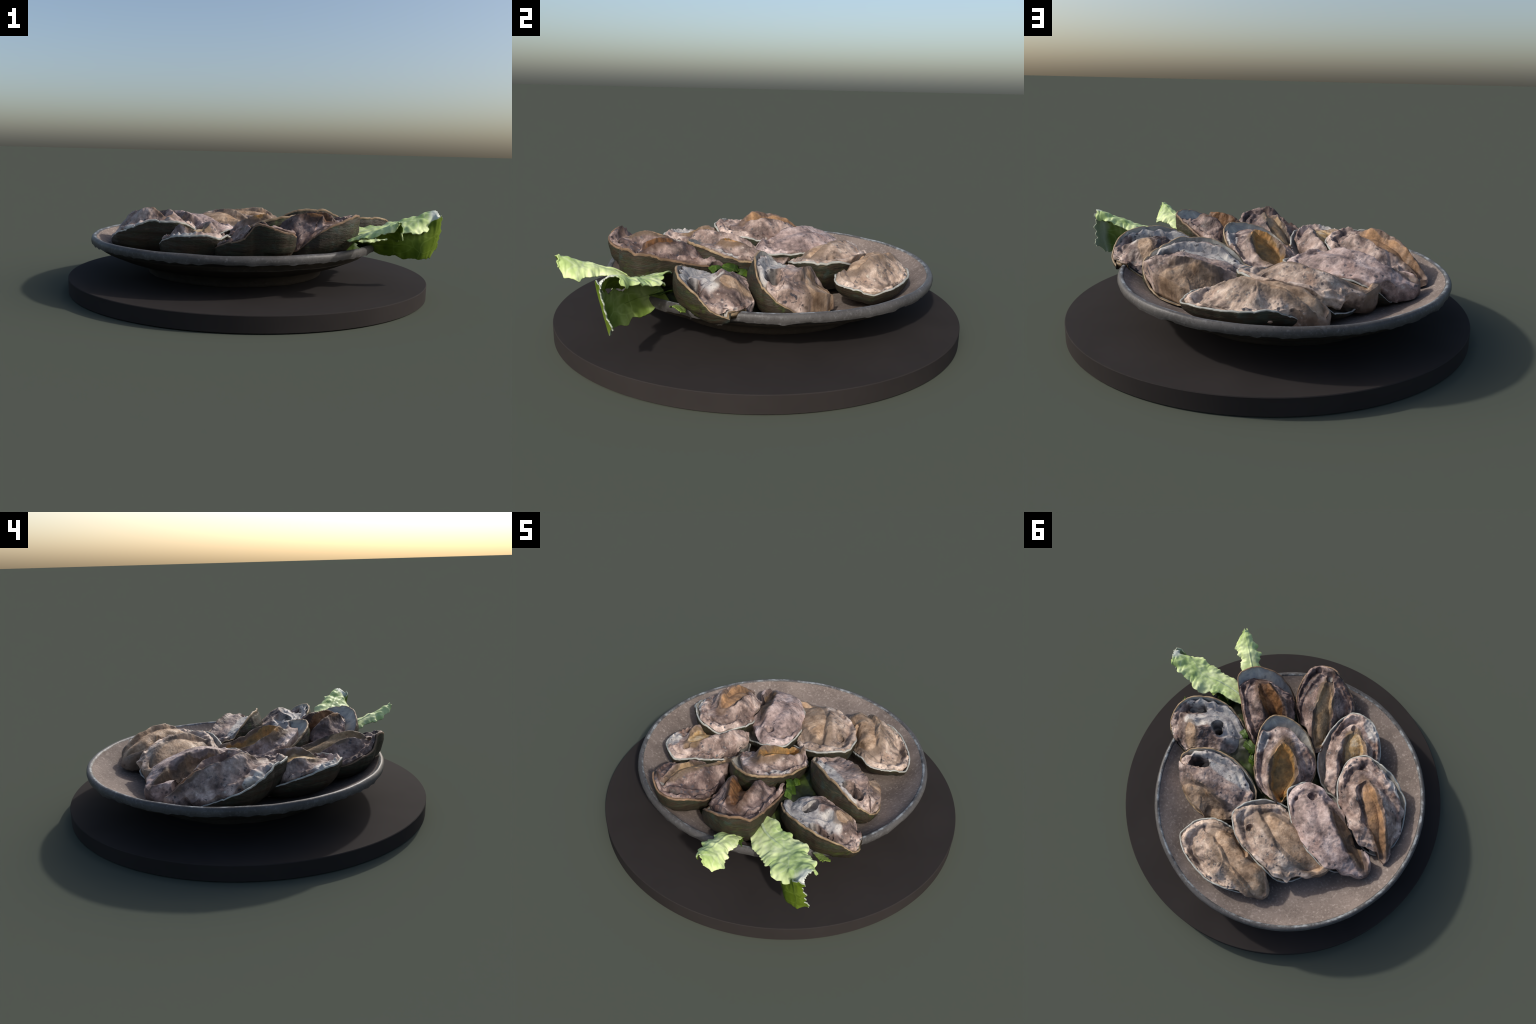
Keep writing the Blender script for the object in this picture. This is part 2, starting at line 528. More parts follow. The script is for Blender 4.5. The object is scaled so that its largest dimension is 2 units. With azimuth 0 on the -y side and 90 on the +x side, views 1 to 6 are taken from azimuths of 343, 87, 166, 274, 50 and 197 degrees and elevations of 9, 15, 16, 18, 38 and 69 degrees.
def abalone(label, rim, meat, floor=(), folds=(), pits=(), soles=(), pales=(), tones=None, sole_tones=None,
            lumps=0.006, bag=0.07, moss=0.5, edge="tan", seed=0, speck=1.0, blotch=1.0, depth=0.16, frill=0.021, hollow=0.065, bulge=0.8, hang=0.0, belly=0.0):
    """One abalone: a shell lofted from its rim loop, and flesh that fills the meat loop.

    folds: (crest points, slope left of travel, slope right of travel, roundness, bead height)
    pits:  (x, y, radius along x, radius along y, depth)
    """
    rim3 = spline(rim, 200, True)
    base = np.array([rim3[:, 0].mean(), rim3[:, 1].mean(), 0.0])
    base[2] = plate_floor(base[:2])[0]
    root = thing("abalone", label, "shellfish", base)

    # ---- shell: quarter-ellipse spokes from the rim loop down to the plate
    wav = fractal(rim3, 16, 3, seed)
    nick = np.clip(fractal(rim3, 45, 2, seed + 2) - 0.1, 0, 1)
    spread = rim3[:, :2] - base[:2]
    rim3 = np.column_stack([rim3[:, :2] + spread / np.linalg.norm(spread, axis=1)[:, None] * (0.006 * fractal(rim3, 20, 3, seed + 5))[:, None],
                            rim3[:, 2] + 0.010 * wav - 0.012 * nick])
    centre = base[:2].copy()
    level = rim3[:, 2].mean()
    out2 = rim3[:, :2] - centre
    out2 /= np.linalg.norm(out2, axis=1)[:, None]
    n = len(rim3)

    def cup(shift, sag, rows, bottom=None):
        """A dish hung from the rim loop. It follows the tilt of the rim and sags in the middle,
        or, given a bottom, reaches down to it along quarter-ellipse spokes."""
        loops = []
        for k in range(rows):
            t = 1 - (k / (rows - 1)) ** 1.45
            g = max(math.sin(t * math.pi / 2) ** bulge, 0.004)
            xy = centre + (rim3[:, :2] + out2 * shift - centre) * g
            if bottom is None:
                z = level + (rim3[:, 2] - level) * g - sag * max(math.cos(t * math.pi / 2), 0) ** 0.9
            else:
                z = bottom + (rim3[:, 2] - bottom) * (1 - max(math.cos(t * math.pi / 2), 0) ** 0.9)
            loops.append(np.column_stack([xy, z]))
        return np.vstack(loops)

    outer = cup(0.003, 0, 36, max(plate_floor(centre)[0] + 0.012, level - depth))
    rip = fractal(np.column_stack([outer[:, 0] * 3, outer[:, 1] * 3, outer[:, 2] * 40]), 1.0, 3, seed) * 0.005
    radial = np.tile(out2, (36, 1))
    grow = np.repeat(np.clip(np.arange(36) / 4.0, 0, 1), n)
    outer[:, :2] += radial * (rip * grow)[:, None]
    # the flank may swell out beyond the rim before it tucks under
    swell = np.repeat(np.sin(np.clip((np.arange(36) - 3) / 32 * 1.25, 0, 1) * np.pi), n) * np.clip(-radial[:, 1], 0, 1) ** 1.5
    outer[:, :2] += radial * (belly * swell)[:, None]
    outer = rest_on_plate(outer, 0.006)
    inner = rest_on_plate(cup(-0.006, hollow, 30), 0.012)
    edge_tones = {"tan": ((0.16, 0.105, 0.06), (0.34, 0.25, 0.15)), "pale": ((0.26, 0.26, 0.23), (0.46, 0.46, 0.42)),
                  "brown": ((0.11, 0.07, 0.045), (0.24, 0.15, 0.09))}[edge]
    shell_mat = shell_material("shell_" + edge, moss)
    edge_mat = edge_material("shell_edge_" + edge, *edge_tones)
    # lip between outer and inner surfaces: a small rounded edge
    arch = rim3.copy()
    arch[:, 2] += 0.002
    arch[:, :2] -= out2 * 0.003
    nacre_tint = nacre_material()
    verts = np.vstack([outer[2 * n:3 * n], outer[n:2 * n], outer[:n], arch, inner[:n]])
    mesh_object("shell_lip", verts, ring_faces(5, n), edge_mat, root, base)
    mesh_object("shell", outer[2 * n:], ring_faces(34, n, True), shell_mat, root, base)
    mesh_object("nacre", inner, ring_faces(30, n), nacre_tint, root, base)

    # ---- flesh
    na, nr = 300, 84
    loop = spline(meat, na, True)
    outward = loop[:, :2] - loop[:, :2].mean(0)
    outward /= np.linalg.norm(outward, axis=1)[:, None]
    loop[:, :2] += outward * (0.005 + 0.015 * fractal(loop, 18, 3, seed + 6))[:, None]
    gap = np.linalg.norm(loop[:, None, :2] - rim3[None, :, :2], axis=2)
    close = rim3[gap.argmin(1)]
    hug = np.clip((0.030 - gap.min(1)) / 0.012, 0, 1)[:, None]
    wander = 0.004 + 0.009 * fractal(loop, 13, 2, seed + 9)
    loop[:, :2] = loop[:, :2] * (1 - hug) + hug * (close[:, :2] - outward * wander[:, None])
    loop = star_shaped(loop)
    near_rim = np.min(np.linalg.norm(loop[:, None, :2] - rim3[None, :, :2], axis=2), axis=1)
    in_shell = np.clip((0.05 - near_rim) / 0.03, 0, 1)
    in_shell = np.convolve(np.tile(in_shell, 3), np.ones(15) / 15, "same")[na:2 * na]
    c = loop[:, :2].mean(0)
    height = thin_plate(list(meat) + list(floor))
    rho = np.linspace(0, 1, nr + 1)[1:] ** 0.8
    xy = np.vstack([c[None]] + [c + (loop[:, :2] - c) * r for r in rho])
    q = np.column_stack([xy, 0 * xy[:, 0]])
    # ragged, lumpy plan so that no crest runs too straight
    warp = np.column_stack([fractal(q + 3, 11, 3, seed), fractal(q - 4, 11, 3, seed)]) * 0.020
    qq = np.column_stack([xy + warp, 0 * xy[:, 0]])
    z = height(xy)
    lift = 0.010 * np.tile(hug[:, 0], nr)
    z[1:] += lift * np.clip((np.repeat(rho, na) - 0.8) / 0.2, 0, 1)
    # mantle: a rolled frill along the shell edge with a furrow inside it, beaded along its length
    rr = np.concatenate([[0], np.repeat(rho, na)])
    bead = np.tile(fractal(np.column_stack([loop[:, :2], 0 * loop[:, 0]]), 34, 2, seed + 1), nr)
    sway = np.tile(fractal(loop, 9, 2, seed + 7), nr) * 0.05
    here = np.concatenate([[0], np.tile(in_shell, nr)])
    u = np.concatenate([[0], np.repeat(rho, na) + sway])
    roll = np.exp(-((u - 0.92) / 0.055) ** 2)
    furrow = np.exp(-((u - 0.79) / 0.05) ** 2)
    beads = np.concatenate([[0], bead])
    z = z + here * frill * (roll * (0.8 + 1.0 * beads) - 1.4 * furrow)
    for crest, left, right, round_, bead in folds:
        line = spline(crest, 12 * len(crest))
        d, side, zc, along = nearest_on_line(qq, line)
        slope = np.where(side > 0, left, right)
        ridge = zc - slope * (np.sqrt(d ** 2 + round_ ** 2) - round_)
        wave = fractal(np.column_stack([along * 30, 0 * along + seed, 0 * along]), 1.0, 2, seed)
        ridge = ridge + (0.003 + bead) * wave * np.exp(-(d / 0.03) ** 2)
        z = smooth_max(ridge, z, 0.004 + 0.15 * round_)
    for x, y, rx, ry, deep in pits:
        d = np.hypot((qq[:, 0] - x) / rx, (qq[:, 1] - y) / ry)
        h = np.clip((1.15 - d - 0.55 * fractal(qq, 17, 2, seed)) / 0.4, 0, 1)
        z = z - deep * h * h * (3 - 2 * h)
    top = np.column_stack([xy, z])
    # rolled edge, then a bag that closes under the flesh
    rows = [(1.010, 0.010), (1.016, 0.022), (1.016, 0.036), (1.010, 0.055), (1.0, bag + 0.015), (0.97, bag + 0.045), (0.6, bag + 0.05), (0.2, bag + 0.05)]
    edge_z = z[-na:]
    skirts = []
    tuck = in_shell * (1 - hang)
    lowest = z.min() - 0.015
    for i, (s, drop) in enumerate(rows):
        p = c + (loop[:, :2] - c) * (s - 0.014 * i * tuck)[:, None]
        zz = edge_z - drop * (1 - 0.55 * tuck)
        if s < 0.7:
            zz = np.minimum(zz, lowest)
        skirts.append(np.column_stack([p, np.maximum(zz, np.minimum(plate_floor(p) + 0.012, edge_z - 0.004))]))
    verts = np.vstack([top] + [rest_on_plate(k, 0.014) if hang else k for k in skirts])
    faces = [(0, 1 + (k + 1) % na, 1 + k) for k in range(na)]
    faces += [tuple(i + 1 for i in f) for f in ring_faces(nr + len(rows), na, True)]
    faces = [f if len(f) == 3 else f[::-1] for f in faces]
    nrm = vertex_normals(verts, faces)
    if nrm[1:2000, 2].mean() < 0:
        faces = [f[::-1] for f in faces]
        nrm = -nrm
    flat_sole = np.zeros(len(verts))
    for x, y, lo, sh, ang in soles:
        t = math.radians(ang)
        dx, dy = verts[:, 0] - x, verts[:, 1] - y
        u, v = (dx * math.cos(t) + dy * math.sin(t)) / lo, (-dx * math.sin(t) + dy * math.cos(t)) / sh
        flat_sole = np.maximum(flat_sole, np.clip(1.25 - np.hypot(u, v), 0, 0.5) * 2)
    smooth_patch = np.zeros(len(verts))
    for x, y, lo, sh, ang in pales:
        t = math.radians(ang)
        dx, dy = verts[:, 0] - x, verts[:, 1] - y
        a, b = (dx * math.cos(t) + dy * math.sin(t)) / lo, (-dx * math.sin(t) + dy * math.cos(t)) / sh
        smooth_patch = np.maximum(smooth_patch, np.clip(1.2 - np.hypot(a, b), 0, 0.4) * 2.5)
    rough = (1 - 0.7 * flat_sole) * (1 - 0.55 * smooth_patch)
    bumps = lumps * (1.2 * fractal(verts, 12, 2, seed) + 0.6 * np.abs(fractal(verts, 26, 2, seed + 3)) - 0.2)
    # wrinkles: narrow furrows where a stretched noise field crosses zero
    lean = np.array(rim[len(rim) // 2]) - np.array(rim[0])
    lean = lean[:2] / np.linalg.norm(lean[:2])
    flow = np.column_stack([verts[:, :2] @ lean * 0.55, verts[:, :2] @ np.array([-lean[1], lean[0]]), verts[:, 2]])
    for sc, depth_, w in ((6, 0.55, 0.15), (14, 0.28, 0.16)):
        bumps = bumps - lumps * depth_ * np.exp(-(fractal(flow, sc, 2, seed + sc) / w) ** 2)
    dimple = 0.0035 * np.clip(fractal(verts, 48, 2, seed + 8) - 0.15, 0, 1)
    verts = verts + nrm * ((bumps - dimple) * rough + 0.0012 * fractal(verts, 110, 2, seed))[:, None]
    nrm = vertex_normals(verts, faces)

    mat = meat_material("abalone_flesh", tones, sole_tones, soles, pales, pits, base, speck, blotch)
    # part regions: the sole, the frill along the shell edge, and the foot between them
    ids = np.array([f[0] for f in faces])
    in_sole = flat_sole[ids] > 0.5
    ring = np.array([max(f) for f in faces])
    in_mantle = (ring > 1 + int(nr * 0.86) * na) & ~in_sole
    light_tones = tuple(tuple(c * k for c in t) for t, k in zip(tones, (1.0, 1.18, 1.2)))
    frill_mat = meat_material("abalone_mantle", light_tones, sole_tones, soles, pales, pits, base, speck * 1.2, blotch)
    for name, pick in (("foot", ~in_sole & ~in_mantle), ("sole", in_sole), ("mantle", in_mantle)):
        chosen = [faces[i] for i in np.flatnonzero(pick)]
        if chosen:
            mesh_object(name, verts, chosen, frill_mat if name == "mantle" else mat, root, base, nrm)
    return root


MAUVE = ((0.062, 0.043, 0.038), (0.225, 0.164, 0.140), (0.54, 0.435, 0.380))
DUSK = ((0.034, 0.024, 0.022), (0.135, 0.093, 0.082), (0.41, 0.312, 0.270))
SAND = ((0.115, 0.084, 0.064), (0.33, 0.250, 0.196), (0.60, 0.490, 0.405))
BLUSH = ((0.105, 0.077, 0.071), (0.290, 0.219, 0.200), (0.51, 0.415, 0.385))
AMBER = ((0.165, 0.108, 0.048), (0.275, 0.160, 0.058), (0.52, 0.24, 0.065))
HONEY = ((0.17, 0.110, 0.058), (0.29, 0.200, 0.112), (0.42, 0.29, 0.165))
RUSSET = ((0.050, 0.026, 0.014), (0.165, 0.078, 0.031), (0.30, 0.160, 0.072))
OAK = ((0.115, 0.068, 0.038), (0.265, 0.158, 0.088), (0.42, 0.245, 0.118))
TAN = ((0.150, 0.095, 0.058), (0.35, 0.242, 0.158), (0.53, 0.40, 0.29))
CREAM = ((0.19, 0.185, 0.155), (0.42, 0.27, 0.115), (0.62, 0.55, 0.42))
BARK = ((0.055, 0.036, 0.024), (0.125, 0.083, 0.054), (0.25, 0.165, 0.098))


def build_abalones():
    # by the lettuce, head end open over a dark hollow
    abalone("abalone with dusky flesh and brown sole in shell",
            rim=[(.080, -.574, .295), (.150, -.619, .37), (.203, -.637, .408), (.317, -.628, .449), (.384, -.584, .465),
                 (.420, -.542, .452), (.409, -.481, .447), (.370, -.404, .415), (.318, -.290, .378), (.250, -.190, .34),
                 (.150, -.140, .28), (.040, -.250, .25), (.020, -.400, .26)],
            meat=[(.378, -.530, .415), (.350, -.560, .415), (.280, -.568, .425), (.212, -.570, .412), (.136, -.552, .36),
                  (.072, -.540, .31), (.026, -.461, .27), (.031, -.387, .25), (.092, -.289, .25), (.162, -.203, .26),
                  (.226, -.160, .34), (.286, -.226, .365), (.328, -.300, .38), (.362, -.383, .40), (.392, -.446, .42)],
            floor=[(.220, -.457, .415), (.178, -.411, .39), (.140, -.382, .35), (.335, -.476, .43), (.299, -.389, .42),
                   (.259, -.309, .40), (.123, -.524, .38), (.067, -.475, .33), (.226, -.232, .37)],
            folds=[([(.225, -.530, .455), (.218, -.519, .466), (.155, -.469, .466), (.101, -.424, .445), (.057, -.370, .40), (.05, -.300, .34)], 1.6, 2.0, .008, .002),
                   ([(.285, -.515, .445), (.271, -.480, .465), (.242, -.400, .467), (.219, -.358, .457), (.193, -.317, .434), (.170, -.270, .38)], 2.0, 1.0, .010, .003),
                   ([(.350, -.500, .435), (.345, -.430, .425), (.310, -.320, .40), (.270, -.240, .375)], 1.0, 1.2, .012, .005)],
            soles=[(.185, -.425, .14, .055, 130)], tones=DUSK, sole_tones=RUSSET, lumps=.008, moss=.8, edge="brown", seed=1, bulge=.8, hollow=.05, belly=.02)

    # at the plate's edge, long amber sole between two tall lips
    abalone("abalone with long amber sole between dark lips",
            rim=[(.052, -.560, .323), (.052, -.600, .35), (.033, -.670, .376), (0, -.730, .393), (-.056, -.755, .41),
                 (-.120, -.745, .43), (-.173, -.713, .438), (-.233, -.685, .37), (-.283, -.627, .348), (-.319, -.554, .32),
                 (-.310, -.440, .28), (-.250, -.300, .25), (-.150, -.210, .25), (-.060, -.270, .26), (.000, -.400, .28), (.040, -.490, .30)],
            meat=[(-.003, -.715, .39), (-.059, -.737, .407), (-.120, -.732, .42), (-.171, -.701, .43), (-.227, -.674, .37),
                  (-.274, -.618, .345), (-.308, -.545, .32), (-.267, -.450, .28), (-.217, -.350, .28), (-.161, -.224, .30),
                  (-.105, -.290, .29), (-.020, -.403, .30), (.026, -.482, .31), (.044, -.550, .325), (.040, -.611, .35), (.022, -.671, .375)],
            floor=[(-.126, -.640, .395), (-.130, -.586, .403), (-.136, -.504, .393), (-.146, -.421, .368), (-.149, -.336, .338),
                   (-.021, -.602, .37), (-.009, -.526, .35), (-.031, -.419, .33), (-.195, -.625, .38), (-.225, -.560, .345)],
            folds=[([(-.110, -.650, .41), (-.102, -.636, .422), (-.095, -.586, .438), (-.082, -.495, .424), (-.085, -.414, .396), (-.093, -.338, .365), (-.120, -.270, .33)], 2.2, 1.3, .008, .002),
                   ([(-.152, -.658, .405), (-.173, -.592, .423), (-.185, -.522, .409), (-.203, -.465, .383), (-.205, -.400, .345)], 1.6, 2.2, .008, .003),
                   ([(-.059, -.690, .408), (-.017, -.638, .39), (.002, -.571, .365), (.016, -.504, .34)], 1.2, 1.2, .014, .006),
                   ([(-.154, -.699, .425), (-.210, -.650, .385), (-.258, -.589, .355), (-.298, -.530, .33)], 1.2, 1.2, .014, .005)],
            pits=[(-.049, -.727, .018, .012, .03), (-.125, -.685, .018, .025, .04)],
            soles=[(-.140, -.445, .21, .046, 95)], tones=DUSK, sole_tones=HONEY, lumps=.006, moss=.2, edge="brown", seed=2, frill=.016)

    # beside the lettuce, wide open and pearly, two hollows either side of a pale strap
    abalone("open abalone with pearly shell and torn pale flesh",
            rim=[(.772, -.190, .31), (.766, -.229, .346), (.742, -.272, .385), (.692, -.324, .417), (.595, -.356, .428),
                 (.515, -.361, .425), (.440, -.347, .405), (.372, -.313, .375), (.325, -.277, .35), (.290, -.230, .30),
                 (.275, -.150, .26), (.300, -.060, .23), (.420, -.010, .21), (.560, -.010, .22), (.680, -.060, .25), (.750, -.130, .28)],
            meat=[(.750, -.189, .325), (.740, -.237, .34), (.712, -.285, .37), (.660, -.312, .39), (.593, -.326, .40),
                  (.514, -.330, .40), (.443, -.318, .385), (.379, -.286, .36), (.334, -.245, .34), (.305, -.206, .31),
                  (.286, -.162, .27), (.294, -.101, .25), (.320, -.062, .24), (.395, -.054, .22), (.500, -.061, .21),
                  (.594, -.056, .22), (.643, -.036, .25), (.672, -.059, .27), (.718, -.123, .31)],
            floor=[(.609, -.143, .33), (.584, -.087, .29), (.667, -.168, .33), (.714, -.196, .33), (.496, -.115, .37),
                   (.443, -.100, .34), (.524, -.082, .31), (.477, -.299, .375), (.420, -.268, .36), (.362, -.212, .34),
                   (.391, -.165, .345), (.330, -.150, .30)],
            folds=[([(.663, -.239, .38), (.626, -.183, .408), (.564, -.160, .42), (.509, -.177, .415), (.488, -.199, .40)], 1.6, .9, .012, .002),
                   ([(.700, -.240, .365), (.624, -.222, .39), (.572, -.232, .388), (.528, -.261, .385), (.470, -.268, .378), (.415, -.235, .365), (.370, -.170, .345)], 1.3, 1.5, .014, .002),
                   ([(.625, -.179, .405), (.596, -.148, .39), (.564, -.115, .36), (.528, -.085, .33)], .6, 2.0, .010, .002),
                   ([(.650, -.175, .385), (.653, -.131, .36), (.631, -.086, .31), (.606, -.053, .28)], 2.0, 1.3, .008, .003),
                   ([(.735, -.185, .34), (.705, -.130, .335), (.675, -.085, .30), (.650, -.050, .27)], 1.2, 1.0, .014, .008),
                   ([(.500, -.150, .395), (.436, -.124, .385), (.395, -.150, .365)], 1.2, .9, .015, .004)],
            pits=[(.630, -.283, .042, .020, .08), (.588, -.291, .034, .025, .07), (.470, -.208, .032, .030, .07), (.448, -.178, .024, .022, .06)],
            soles=[(.607, -.112, .075, .034, 110)], pales=[(.43, -.24, .19, .105, 150), (.60, -.21, .09, .05, 0), (.60, -.32, .17, .045, 170)],
            tones=MAUVE, sole_tones=TAN, lumps=.008, moss=.5, edge="tan", seed=3, bulge=.6, belly=.02, depth=.16, hollow=.10, hang=.8, frill=.008)

    # in the middle, tallest oval amber sole
    abalone("abalone with broad oval amber sole",
            rim=[(.168, .017, .339), (.196, -.108, .372), (.202, -.194, .40), (.195, -.255, .43), (.153, -.328, .44),
                 (.100, -.345, .435), (.038, -.343, .425), (-.027, -.322, .408), (-.091, -.282, .373), (-.140, -.218, .33),
                 (-.178, -.130, .28), (-.170, -.030, .25), (-.110, .060, .25), (-.020, .150, .25), (.060, .130, .26), (.130, .080, .29)],
            meat=[(.190, -.240, .405), (.150, -.245, .395), (.110, -.275, .40), (.046, -.281, .41), (-.021, -.260, .385),
                  (-.085, -.225, .36), (-.128, -.181, .33), (-.160, -.122, .29), (-.150, -.042, .27), (-.094, .065, .28),
                  (-.052, .151, .28), (-.016, .170, .285), (.023, .159, .30), (.090, .089, .30), (.150, .053, .315),
                  (.170, -.002, .335), (.188, -.106, .36), (.192, -.180, .385)],
            floor=[(.025, -.136, .388), (.006, -.065, .350), (-.009, .015, .312), (-.014, .100, .280), (.141, -.122, .375),
                   (.136, -.038, .35), (-.041, -.201, .38), (-.099, -.140, .33), (-.115, -.060, .30), (.078, -.201, .41)],
            folds=[([(.045, -.185, .430), (.069, -.106, .430), (.082, -.045, .403), (.076, .014, .369), (.055, .082, .343), (.012, .155, .335)], 2.0, 1.1, .006, .001),
                   ([(.040, -.183, .436), (-.017, -.157, .424), (-.056, -.108, .402), (-.085, -.045, .372), (-.079, .005, .343), (-.05, .080, .31)], 1.8, 2.0, .006, .002),
                   ([(.175, -.160, .395), (.165, -.060, .365), (.150, .010, .345)], 1.0, 1.0, .012, .004),
                   ([(-.060, -.215, .375), (-.110, -.160, .345), (-.140, -.090, .31)], 1.0, 1.2, .010, .004)],
            soles=[(.000, -.022, .172, .072, 99)], pales=[(.165, -.17, .08, .03, 80)],
            tones=MAUVE, sole_tones=AMBER, lumps=.006, moss=.6, edge="tan", seed=4, bulge=.6, hollow=.06, belly=.02)

    # half hidden, cream sole
    abalone("abalone with cream and orange sole and grey rim",
            rim=[(-.250, -.040, .235), (-.205, -.100, .265), (-.184, -.150, .285), (-.174, -.217, .301), (-.191, -.318, .323),
                 (-.235, -.421, .35), (-.297, -.503, .347), (-.331, -.513, .357), (-.372, -.507, .367), (-.439, -.480, .36),
                 (-.487, -.427, .354), (-.525, -.350, .332), (-.540, -.270, .31), (-.530, -.170, .27), (-.440, -.050, .24), (-.340, .020, .23)],
            meat=[(-.334, -.495, .345), (-.376, -.491, .358), (-.436, -.465, .35), (-.482, -.416, .345), (-.511, -.347, .33),
                  (-.520, -.260, .31), (-.475, -.180, .27), (-.404, -.090, .27), (-.357, -.020, .28), (-.322, .014, .27),
                  (-.275, -.041, .25), (-.244, -.130, .29), (-.221, -.246, .31), (-.234, -.339, .33), (-.267, -.423, .34), (-.303, -.482, .342)],
            floor=[(-.363, -.340, .368), (-.386, -.290, .364), (-.352, -.262, .362), (-.352, -.219, .352), (-.253, -.306, .34),
                   (-.252, -.215, .325), (-.274, -.106, .29), (-.440, -.385, .352), (-.475, -.315, .330), (-.350, -.449, .36)],
            folds=[([(-.343, -.368, .378), (-.308, -.307, .405), (-.295, -.258, .403), (-.287, -.197, .393), (-.295, -.140, .382), (-.320, -.070, .358), (-.330, 0, .31)], 2.0, 1.2, .008, .001),
                   ([(-.374, -.395, .36), (-.426, -.331, .391), (-.458, -.256, .387), (-.460, -.180, .35)], 1.6, 2.0, .008, .002),
                   ([(-.250, -.370, .345), (-.238, -.280, .33), (-.245, -.170, .31)], 1.0, 1.0, .012, .005),
                   ([(-.400, -.455, .365), (-.460, -.400, .358), (-.495, -.320, .335)], 1.0, 1.0, .018, .008)],
            pits=[(-.345, -.405, .02, .02, .02)],
            soles=[(-.378, -.265, .122, .055, 100)], pales=[(-.46, -.42, .09, .05, 130)],
            tones=MAUVE, sole_tones=CREAM, lumps=.007, moss=.2, edge="pale", seed=5)

    # leaning toward the back, pearly flank with one dark hollow
    abalone("tilted abalone with pearly flank and folded flesh",
            rim=[(.629, .062, .306), (.622, .022, .346), (.568, -.020, .39), (.461, -.031, .435), (.386, -.026, .445),
                 (.272, .008, .43), (.190, .056, .38), (.140, .100, .33), (.118, .150, .315), (.130, .220, .27),
                 (.200, .290, .22), (.320, .330, .20), (.450, .300, .20), (.560, .220, .22), (.610, .130, .26)],
            meat=[(.612, .060, .325), (.585, .026, .355), (.540, .008, .385), (.459, -.002, .405), (.386, 0, .41),
                  (.285, .030, .395), (.212, .075, .36), (.165, .118, .335), (.148, .158, .325), (.160, .210, .31),
                  (.194, .269, .28), (.285, .315, .20), (.377, .337, .19), (.452, .300, .20), (.525, .243, .20), (.576, .190, .23), (.608, .121, .27)],
            floor=[(.501, .220, .305), (.449, .255, .275), (.389, .270, .27), (.328, .284, .25), (.264, .290, .25),
                   (.566, .153, .30), (.471, .110, .40), (.377, .120, .385), (.280, .150, .36), (.564, .103, .345),
                   (.389, .030, .385), (.308, .063, .37), (.224, .109, .35)],
            folds=[([(.535, .120, .388), (.510, .150, .400), (.450, .180, .406), (.380, .207, .393), (.300, .228, .363), (.210, .255, .328)], .35, 4.5, .010, .004),
                   ([(.532, .205, .332), (.497, .253, .30), (.446, .285, .286), (.420, .315, .28)], 1.6, 1.2, .010, .003),
                   ([(.560, .080, .39), (.500, .095, .402), (.430, .088, .392), (.345, .093, .372), (.260, .130, .355)], 1.2, .6, .008, .006),
                   ([(.600, .090, .31), (.575, .150, .285), (.540, .205, .25)], 1.0, 1.0, .016, .009)],
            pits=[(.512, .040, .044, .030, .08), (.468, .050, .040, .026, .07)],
            soles=[(.415, .262, .165, .060, 160)], pales=[(.33, .055, .22, .058, 160), (.50, -.01, .12, .03, 5)],
            tones=((0.095, 0.068, 0.058), (0.27, 0.200, 0.170), (0.50, 0.405, 0.355)), sole_tones=TAN, lumps=.007, moss=.5, edge="tan", seed=6, speck=1.2, bulge=.6, belly=.045, depth=.2, hollow=.10, hang=1, frill=.008)

